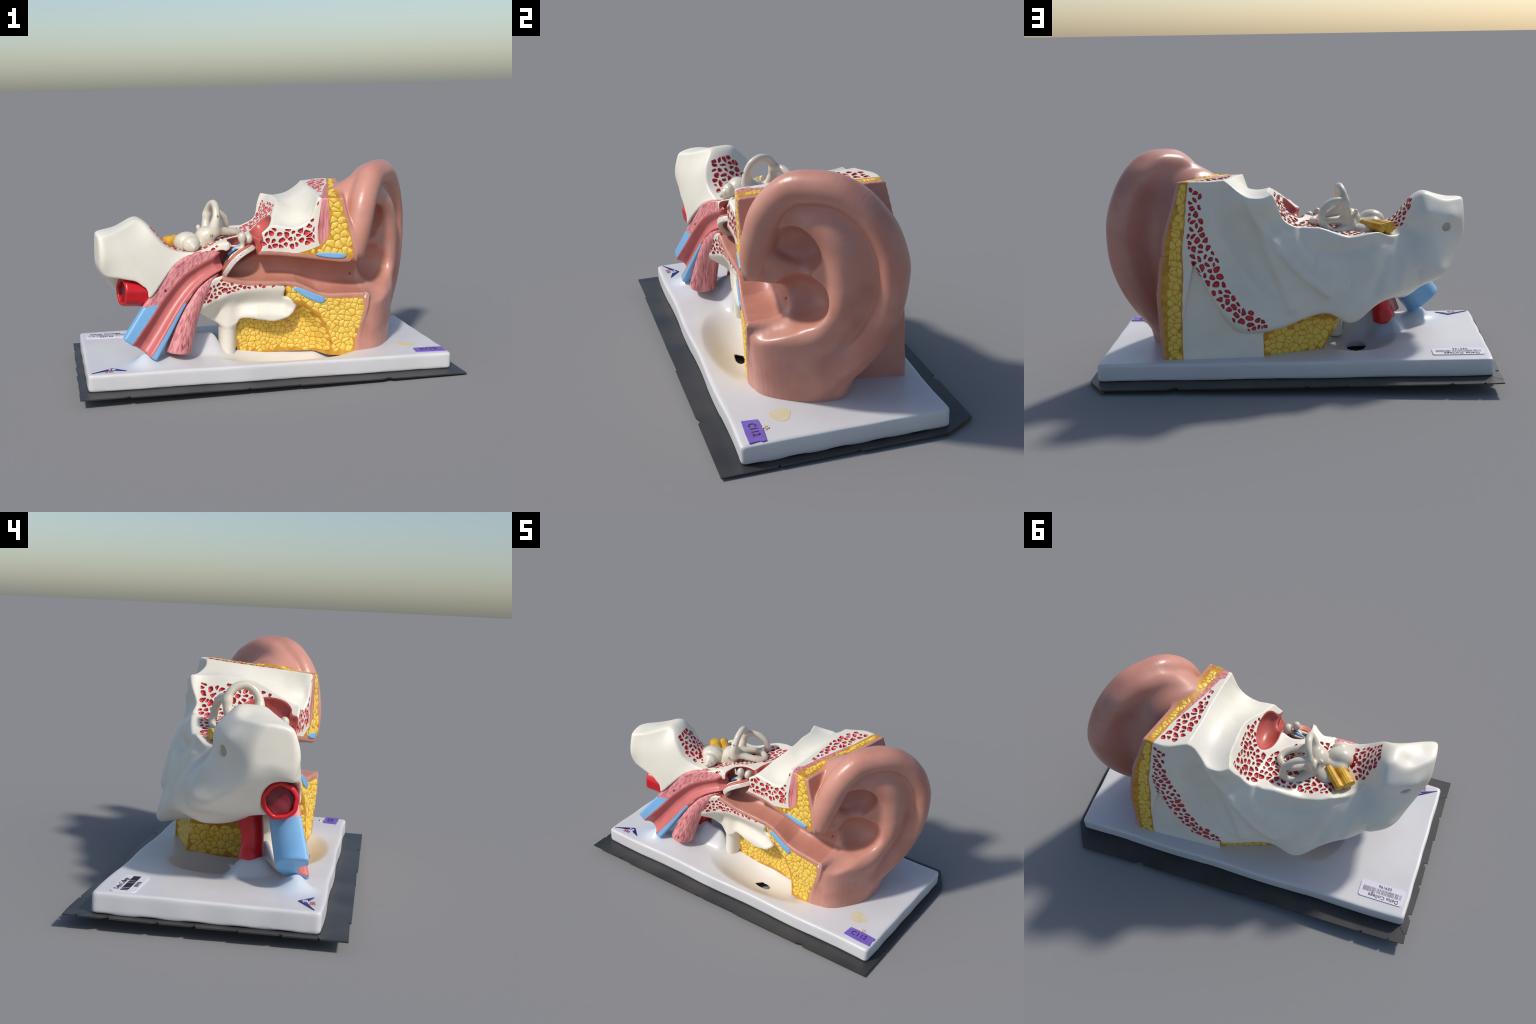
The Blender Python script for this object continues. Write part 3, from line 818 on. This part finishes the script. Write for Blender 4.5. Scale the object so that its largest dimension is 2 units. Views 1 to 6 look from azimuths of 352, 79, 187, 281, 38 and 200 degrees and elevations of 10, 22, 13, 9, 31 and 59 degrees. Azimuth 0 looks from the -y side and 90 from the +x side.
emit_regions(tv, tq, treg, {0: ('auditory_tube_lining', M['pink']), 1: ('auditory_tube_cartilage', M['blue']), 2: ('tensor_muscle', M['fibre'])}, tn)
LEV = catmull([(-.265, -.185, .43, .022), (-.31, -.205, .385, .035), (-.37, -.225, .31, .048), (-.42, -.245, .21, .056), (-.468, -.268, .06, .066), (-.475, -.27, .03, .067)], 4)
field_object('levator_muscle', lambda X, Y, Z: smax(smax(chain(X, Y, Z, LEV), .055 - Z - .12 * (X + .47), .008), -chain(X, Y, Z, T_OUT) + .004, .004),
             (-.58, -.36, .02), (-.22, -.14, .48), .004, M['fibre2'])

# ================================================================== arteries
ca, cb = np.array((-.742, -.236, .367)), np.array((-.62, -.217, .357))
ce = np.array((.95, .27, -.04)); ce /= np.linalg.norm(ce)      # the vessel is cut off aslant
cd = (cb - ca) / np.linalg.norm(cb - ca)
def f_carotid(X, Y, Z, r):
    t = (X - ca[0]) * cd[0] + (Y - ca[1]) * cd[1] + (Z - ca[2]) * cd[2]
    dx, dy, dz = X - ca[0] - t * cd[0], Y - ca[1] - t * cd[1], Z - ca[2] - t * cd[2]
    ang = np.arctan2(dz, dy)
    t = (X - ca[0]) * ce[0] + (Y - ca[1]) * ce[1] + (Z - ca[2]) * ce[2]
    return np.sqrt(dx * dx + dy * dy + dz * dz) - r - .0016 * np.sin(ang * 5 + 1) - .001 * np.sin(ang * 9), t
def f_c1(X, Y, Z):
    d, t = f_carotid(X, Y, Z, .073)
    d = smax(smax(d, -t, .014), t - .12, .01)
    i, t = f_carotid(X, Y, Z, .053)
    return smax(d, -smax(i, t - .03, .006), .008)
field_object('carotid_artery', f_c1, (-.80, -.36, .26), (-.58, -.14, .48), .004, M['artery'])
def f_c2(X, Y, Z):
    i, t = f_carotid(X, Y, Z, .056); return np.maximum(np.maximum(i, .017 + .002 * np.sin(Z * 90) * np.sin(Y * 70) - t), t - .06)
field_object('artery_lumen', f_c2, (-.80, -.36, .26), (-.58, -.14, .48), .004, M['arterylumen'])
field_object('ascending_artery', lambda X, Y, Z: np.maximum(chain(X, Y, Z, catmull([(-.448, -.10, .03, .060), (-.446, -.10, .07, .055), (-.432, -.10, .12, .047), (-.415, -.09, .20, .050), (-.405, -.06, .30, .06)], 4)), .045 - Z),
             (-.53, -.19, .03), (-.30, .06, .33), .005, M['artery'])

# ================================================================== inner ear
S_C = catmull([(-.245, -.062, .625, .03), (-.241, -.070, .655, .024), (-.232, -.070, .70, .0160), (-.230, -.047, .742, .0150), (-.234, -.005, .762, .0150), (-.246, .038, .748, .0150),
               (-.259, .062, .71, .0155), (-.264, .060, .665, .018), (-.27, .04, .61, .024)], 5)
P_C = catmull([(-.258, .064, .695, .017), (-.228, .084, .704, .0150), (-.19, .104, .698, .0140), (-.155, .126, .665, .0140), (-.146, .138, .62, .0145), (-.168, .138, .578, .0150), (-.214, .115, .552, .018), (-.262, .05, .555, .026)], 5)
L_C = catmull([(-.235, -.05, .63, .027), (-.20, -.036, .622, .020), (-.16, -.022, .615, .0155), (-.122, .0, .607, .0148), (-.10, .036, .600, .0145), (-.118, .070, .600, .0145), (-.155, .084, .603, .0145), (-.19, .078, .606, .0145), (-.245, .04, .603, .02)], 5)
for arr in (S_C, P_C, L_C): arr[:, 3] += .0032
def f_lab(X, Y, Z):
    f = smin(chain(X, Y, Z, S_C), chain(X, Y, Z, P_C), .018)
    f = smin(f, chain(X, Y, Z, L_C), .014)
    f = smin(f, ellipsoid(X, Y, Z, (-.285, -.03, .595), (.052, .058, .052)), .02)
    f = smin(f, chain(X, Y, Z, np.array([(-.275, .02, .56, .045), (-.285, -.03, .55, .05), (-.34, -.06, .55, .035)])), .02)
    return smin(f, ellipsoid(X, Y, Z, (-.312, .02, .635), (.012, .012, .016)), .008)
field_object('semicircular_canals', f_lab, (-.40, -.14, .49), (-.06, .18, .80), .0035, M['ivory'])
# the cochlea: whorls that shrink towards the apex, with creases between them
def f_cochlea(X, Y, Z):
    f = None
    for c, r in (((-.389, -.078, .574), (.067, .055, .056)), ((-.373, -.128, .571), (.045, .032, .040)), ((-.366, -.150, .564), (.029, .022, .027)), ((-.363, -.167, .559), (.014, .012, .014))):
        e = ellipsoid(X, Y, Z, c, r); f = e if f is None else smin(f, e, .002)
    return smin(f, chain(X, Y, Z, np.array([(-.40, -.03, .56, .04), (-.33, -.03, .56, .035)])), .01)
field_object('cochlea', f_cochlea, (-.50, -.20, .48), (-.28, .04, .66), .0035, M['ivory'])
def bundle(name, a, b, r, ridges, flat):
    a, b = np.array(a), np.array(b); d = (b - a) / np.linalg.norm(b - a); L = np.linalg.norm(b - a)
    def f(X, Y, Z):
        t = (X - a[0]) * d[0] + (Y - a[1]) * d[1] + (Z - a[2]) * d[2]
        u = np.cross(d, (0, 0, 1)); u /= np.linalg.norm(u); w = np.cross(u, d)
        p = (X - a[0]) * u[0] + (Y - a[1]) * u[1] + (Z - a[2]) * u[2]
        q = ((X - a[0]) * w[0] + (Y - a[1]) * w[1] + (Z - a[2]) * w[2]) / flat
        ang = np.arctan2(q, p)
        R = r * (.85 + .2 * np.clip(t / L, 0, 1)) + .0022 * np.abs(np.sin(ang * ridges)) - .0016
        return smax(np.sqrt(p * p + q * q) - R, np.maximum(t - L, -t), .004)
    m = np.minimum(a, b) - .05; n = np.maximum(a, b) + .05
    field_object(name, f, tuple(m), tuple(n), .003, M['nerve'])
bundle('cochlear_nerve', (-.375, -.045, .57), (-.478, .062, .562), .034, 8, .85)
bundle('vestibular_nerve', (-.345, .0, .578), (-.440, .098, .566), .024, 5, .95)
field_object('vestibular_fillet', lambda X, Y, Z: ellipsoid(X, Y, Z, (-.345, .02, .545), (.06, .06, .035)), (-.42, -.06, .49), (-.27, .1, .60), .005, M['ivory'])

# ================================================================== ossicles and eardrum
field_object('malleus', lambda X, Y, Z: smin(smin(ellipsoid(X, Y, Z, (-.119, -.170, .604), (.021, .021, .027)), chain(X, Y, Z, catmull([(-.118, -.172, .59, .013), (-.117, -.174, .56, .011), (-.128, -.182, .540, .011), (-.172, -.195, .517, .009), (-.19, -.2, .498, .007)], 4)), .01),
             chain(X, Y, Z, np.array([(-.12, -.176, .555, .009), (-.148, -.165, .548, .006)])), .006), (-.22, -.23, .47), (-.07, -.12, .65), .003, M['ivory'])
field_object('incus', lambda X, Y, Z: smin(smin(ellipsoid(X, Y, Z, (-.080, -.148, .592), (.022, .026, .026)), chain(X, Y, Z, catmull([(-.08, -.14, .585, .016), (-.06, -.10, .575, .008)], 3)), .01),
             chain(X, Y, Z, catmull([(-.09, -.145, .58, .012), (-.115, -.14, .555, .008), (-.165, -.135, .555, .006)], 4)), .008), (-.20, -.21, .53), (-.03, -.07, .64), .003, M['ivory'])
field_object('stapes', lambda X, Y, Z: smin(chain(X, Y, Z, catmull([(-.170, -.138, .556, .006), (-.185, -.13, .575, .005), (-.218, -.105, .585, .006)], 4)),
             chain(X, Y, Z, catmull([(-.170, -.138, .556, .006), (-.195, -.125, .553, .005), (-.222, -.10, .56, .006)], 4)), .004), (-.25, -.16, .53), (-.15, -.08, .61), .003, M['ivory'])
field_object('chorda_nerve', lambda X, Y, Z: chain(X, Y, Z, catmull([(-.10, -.15, .572, .006), (-.14, -.155, .555, .007), (-.184, -.158, .520, .008)], 4)), (-.21, -.19, .49), (-.07, -.12, .60), .003, M['blue'])
dA = np.array((.736, 0, .676)); dN = np.array((.676, 0, -.736)); dc = np.array((-.131, -.115, .47))
def drum_axes(X, Y, Z):
    a = (X - dc[0]) * dA[0] + (Z - dc[2]) * dA[2]
    n = (X - dc[0]) * dN[0] + (Z - dc[2]) * dN[2]
    b = Y - dc[1]
    r = np.sqrt(a * a + (b * .95) ** 2)
    return a, b, n + .045 - 3.2 * a * a, r
def f_ring(X, Y, Z):
    a, b, n, r = drum_axes(X, Y, Z)
    return smax(np.abs(n) - .014, np.maximum(r - .118, .094 - r), .006)
def f_ringlin(X, Y, Z):
    a, b, n, r = drum_axes(X, Y, Z)
    return smax(np.abs(n + .017) - .0045, np.maximum(r - .115, .085 - r), .004)
def f_drum(X, Y, Z):
    a, b, n, r = drum_axes(X, Y, Z)
    return np.maximum(np.abs(n + .006 + .10 * (.1 - r)) - .004, r - .098)
box = ((-.27, -.26, .35), (.0, .03, .60))
field_object('eardrum_ring', f_ring, *box, .003, M['ring'])
field_object('eardrum_ring_lining', f_ringlin, *box, .003, M['ringpink'])
field_object('eardrum', f_drum, *box, .003, M['drum'])

# ================================================================== plinth
def plinth_top(X, Y):
    base = .0055
    q = ((X - .11) / .38) ** 2 + ((Y + .235) / .155) ** 2
    z = -.076 * np.clip(1 - q, 0, 1) ** 1.5
    q2 = ((X + .30) / .20) ** 2 + ((Y - .04) / .23) ** 2
    z = z - .076 * np.clip(1 - q2, 0, 1) ** 1.2
    z = z + .075 * np.exp(-((X + .455) / .075) ** 4 - ((Y + .11) / .085) ** 4)
    z = z + .135 * np.exp(-((X + .32) / .09) ** 4 - ((Y + .135) / .042) ** 2)
    z = z + .055 * np.exp(-((X + .635) / .055) ** 2 - ((Y + .305) / .055) ** 2)
    z = z + .03 * np.exp(-((X + .52) / .10) ** 2 - ((Y + .25) / .09) ** 2)
    return z + base + .002 * np.sin(X * 5 + 1) * np.sin(Y * 8)
HOLE1 = [(.056, -.245), (.086, -.207), (.113, -.222), (.10, -.247)]
def f_plinth(X, Y, Z):
    w = .003 * np.sin(X * 17 + 3 * Y) + .002 * np.sin(Y * 31 + 2)
    f = smax(np.abs(X) - .926 - .3 * np.clip(-.05 - Z, 0, 1) * 0 + w * .6, np.abs(Y) - .430 + .003 * np.sin(X * 11), .022)
    f = smax(f, Z - plinth_top(X, Y), .014)
    f = smax(f, -.0775 + .0015 * np.sin(X * 40) * np.sin(Y * 37) - Z, .008)
    f = np.maximum(f, -poly2(X, Y, HOLE1))
    return np.maximum(f, -(np.sqrt(((X + .30) / .05) ** 2 + ((Y + .02) / .045) ** 2) - 1) * .045)
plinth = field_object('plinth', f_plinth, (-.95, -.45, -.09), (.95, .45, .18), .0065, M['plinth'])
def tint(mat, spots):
    """blend soft tints, bounced blue light among them, into the plinth colour (object space ellipses)"""
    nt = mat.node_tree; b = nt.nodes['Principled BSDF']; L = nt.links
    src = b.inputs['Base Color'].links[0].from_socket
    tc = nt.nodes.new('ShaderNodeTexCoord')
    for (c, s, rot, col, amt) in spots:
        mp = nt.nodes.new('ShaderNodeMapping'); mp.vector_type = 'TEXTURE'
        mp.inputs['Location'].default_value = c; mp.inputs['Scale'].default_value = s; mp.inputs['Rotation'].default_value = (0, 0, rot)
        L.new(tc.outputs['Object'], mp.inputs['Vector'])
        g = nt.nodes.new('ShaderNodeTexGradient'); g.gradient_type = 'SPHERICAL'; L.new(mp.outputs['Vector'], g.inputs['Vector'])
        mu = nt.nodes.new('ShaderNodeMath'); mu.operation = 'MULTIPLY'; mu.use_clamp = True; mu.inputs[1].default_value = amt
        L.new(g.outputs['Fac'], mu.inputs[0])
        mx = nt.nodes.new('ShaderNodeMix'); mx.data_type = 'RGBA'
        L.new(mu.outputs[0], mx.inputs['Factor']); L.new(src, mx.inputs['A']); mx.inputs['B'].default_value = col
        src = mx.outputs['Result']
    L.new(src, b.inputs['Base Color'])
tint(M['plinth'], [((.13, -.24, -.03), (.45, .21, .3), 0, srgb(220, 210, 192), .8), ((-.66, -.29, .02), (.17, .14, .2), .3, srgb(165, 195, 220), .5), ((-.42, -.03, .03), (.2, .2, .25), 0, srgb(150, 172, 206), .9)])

# ---------------------------------------------------------------- stickers and print on the plinth
def prism(name, outline, z0, z1, mat, parent):
    n = len(outline)
    Vp = [(*p, z0) for p in outline] + [(*p, z1) for p in outline]
    Fp = [tuple(range(n, 2 * n)), tuple(range(n))[::-1]] + [(i, (i + 1) % n, n + (i + 1) % n, n + i) for i in range(n)]
    return ragged_object(name, Vp, Fp, mat, parent, smooth=False)
def roundrect(cx, cy, w, h, r, rot=0, k=5):
    out = []
    for qx, qy, a0 in ((1, 1, 0), (-1, 1, 90), (-1, -1, 180), (1, -1, 270)):
        for i in range(k):
            a = math.radians(a0 + 90 * i / (k - 1)); out.append((qx * (w / 2 - r) + r * math.cos(a), qy * (h / 2 - r) + r * math.sin(a)))
    c, s = math.cos(rot), math.sin(rot)
    return [(cx + x * c - y * s, cy + x * s + y * c) for x, y in out]
def lettering(name, text, size, mat, parent, matrix, spacing=1., depth=.0004, offset=0):
    cu = bpy.data.curves.new(name, 'FONT'); cu.body = text; cu.size = size; cu.align_x = 'CENTER'; cu.align_y = 'CENTER'
    cu.extrude = depth; cu.space_character = spacing; cu.offset = offset
    ob = bpy.data.objects.new(name, cu); bpy.context.collection.objects.link(ob)
    dg = bpy.context.evaluated_depsgraph_get()
    me = bpy.data.meshes.new_from_object(ob.evaluated_get(dg)); bpy.data.objects.remove(ob)
    me.name = name; me.materials.clear(); me.materials.append(mat)
    me.transform(matrix)
    ob = bpy.data.objects.new(name, me); bpy.context.collection.objects.link(ob); ob.parent = parent
    return ob
def onplinth(x, y, z, rot, sx=1, sy=1):
    return Matrix.Translation((x, y, z)) @ Matrix.Rotation(rot, 4, 'Z') @ Matrix.Diagonal((sx, sy, 1, 1))
label = prism('barcode_label', roundrect(-.776, .318, .242, .096, .014), -.002, .0095, M['paper'], plinth)
lettering('label_text', 'Delta College', .030, M['ink'], label, onplinth(-.79, .348, .0102, 0))
lettering('label_text', '059196', .024, M['ink'], label, onplinth(-.787, .285, .0102, 0))
r2 = random.Random(3); xb = -.882
barV, barF = [], []
while xb < -.672:
    w = r2.choice((.0009, .0012, .0012, .0018)); o = len(barV)
    for zz in (.0085, .0104):
        barV += [(xb, .301, zz), (xb + w, .301, zz), (xb + w, .331, zz), (xb, .331, zz)]
    barF += [(o + 4, o + 5, o + 6, o + 7), (o, o + 1, o + 5, o + 4), (o + 1, o + 2, o + 6, o + 5), (o + 2, o + 3, o + 7, o + 6), (o + 3, o, o + 4, o + 7)]
    xb += w + r2.choice((.0018, .0022, .0030))
    if r2.random() < .06: xb += .004
ob = ragged_object('barcode_bars', barV, barF, M['ink'], label, smooth=False); ob['kind'] = 'stuff'
tape = prism('tape_label', [(.748, -.386), (.756, -.32), (.83, -.318), (.91, -.326), (.912, -.345), (.905, -.352), (.91, -.394), (.83, -.392)], -.002, .0105, M['tape'], plinth)
lettering('handwritten_code', 'C112', .040, M['ink'], tape, onplinth(.825, -.355, .0114, 0.02, .95, 1.1) @ Matrix.Shear('XZ', 4, (0, 0)), 1.15)
prism('glue_stain', [tuple(p) for p in chaikin(np.array([(.72, -.268), (.70, -.22), (.712, -.182), (.745, -.178), (.775, -.195), (.80, -.21), (.80, -.235), (.775, -.262), (.745, -.272)]), 2)], -.002, .0082, M['glue'], plinth)
r3 = random.Random(9)
for k in range(5):
    cx, cy = .83 + r3.uniform(-.02, .025), -.307 + r3.uniform(-.006, .012)
    pts = [(cx + math.cos(a) * r3.uniform(.005, .014), cy + math.sin(a) * r3.uniform(.004, .010)) for a in np.linspace(0, 6.28, 8)[:-1]]
    prism('torn_paper_scrap', pts, -.002, .009 + .002 * k / 2, M['gluewhite'], plinth)
logo = prism('triangle_logo', [(-.905, -.400), (-.80, -.331), (-.735, -.387), (-.782, -.372), (-.80, -.36), (-.865, -.383)], -.002, .0092, M['navy'], plinth)
lettering('logo_letters', '3B', .034, M['logowhite'], logo, onplinth(-.805, -.359, .0100, .12, 1.1, .85), 1.0)
lettering('logo_letters', '3B', .036, M['logored'], logo, onplinth(-.822, -.389, .0092, .12, 1.2, .75), 1.0)

# ---------------------------------------------------------------- pen marks on the model
def pen(text, size, at, d, up):
    d = Vector(d).normalized(); o = Vector(at) - d * .5
    h = TREE.ray_cast(o, d) if text == 'A' else (None,)
    zax = -d; yax = (Vector(up) - zax * zax.dot(Vector(up))).normalized(); xax = yax.cross(zax)
    m = Matrix((xax, yax, zax)).transposed().to_4x4(); m.translation = Vector(at) + zax * .002 if h[0] is None else h[0] + zax * .002
    lettering('pen_mark', text, size, M['ink'], ROOT, m)
pen('A', .022, (.497, -.14, .381), (-.5, .8, -.1), EZ)
pen('6', .026, (-.527, tube_plane(-.527, .372) - .002, .372), (0, 1, .3), EZ)
pen('21', .022, (-.452, -.338, .10), (0, 1, 0), EZ)
pen('b', .018, (-.228, -.0885, .705), (0, 1, 0), EZ)
pen('12', .018, (-.262, -.0905, .605), (0, 1, 0), EZ)

# ================================================================== board under the model
rb = random.Random(21)
side = []
def edge(a, b, notches, depth):
    """straight side with torn notches and a slightly wavy line"""
    a, b = np.array(a), np.array(b); d = b - a; L = np.linalg.norm(d); d /= L; nrm = np.array((d[1], -d[0]))
    pts = [(0, 0)]
    for t, w, dep in notches:
        pts += [(t - w, rb.uniform(-.004, .002)), (t, -dep), (t + w * .25, rb.uniform(-.002, .004))]
    pts = sorted(pts)
    for t, o in pts: side.append(tuple(a + d * t * L + nrm * o))
    return
edge((-.966, -.532), (.968, -.524), [(.12, .012, .012), (.42, .008, .008), (.55, .01, .006), (.79, .02, .014)], 0)
edge((.968, -.524), (.965, .408), [(.25, .012, .012), (.6, .012, .01)], 0)
side.append((.965, .410))
edge((.886, .546), (-.950, .528), [(.19, .025, .022), (.52, .012, .010), (.62, .012, .010), (.88, .012, .010), (.96, .006, .014)], 0)
edge((-.962, .524), (-.966, -.532), [(.05, .008, .02), (.16, .03, .022), (.34, .02, .016), (.47, .02, .02), (.62, .012, .012), (.77, .02, .014), (.9, .01, .012)], 0)
def frame_plate(name, outer, inner, z0, z1, mat):
    """flat plate with an opening: outer and inner outlines bridged by nearest points"""
    me_v = [(*q, z) for z in (z0, z1) for q in list(outer) + list(inner)]
    no, ni = len(outer), len(inner); n = no + ni
    pair = [min(range(ni), key=lambda k: (inner[k][0] - q[0]) ** 2 + (inner[k][1] - q[1]) ** 2) for q in outer]
    F = []
    for i in range(no):
        j = (i + 1) % no; a, b = pair[i], pair[j]; loop = [i, j]
        k = b; mid = [no + b]
        while k != a:
            k = (k - 1) % ni; mid.append(no + k)
            if len(mid) > ni: mid = [no + b]; break
        poly = loop + mid
        F.append(tuple(v + n for v in poly)); F.append(tuple(poly[::-1]))
        F.append((i, i + n, j + n, j))
    for i in range(ni):
        j = (i + 1) % ni; F.append((no + i, no + j, no + j + n, no + i + n))
    return ragged_object(name, me_v, F, mat, None, smooth=False)
inner = []
for a, b, k in (((-.86, -.37), (.86, -.37), 30), ((.86, -.37), (.86, .37), 14), ((.86, .37), (-.86, .37), 30), ((-.86, .37), (-.86, -.37), 14)):
    for i in range(k): inner.append((a[0] + (b[0] - a[0]) * i / k, a[1] + (b[1] - a[1]) * i / k))
board = frame_plate('table_board', side, inner, -.0845, -.0785, M['board'])
board.matrix_world = FRAME
board['label'] = 'thin black board with torn edges under the model'
board['category'] = 'board'
prism('plywood_edge', [(.963, .408), (.886, .543), (.873, .536), (.950, .401)], -.0965, -.0842, M['ply'], board)
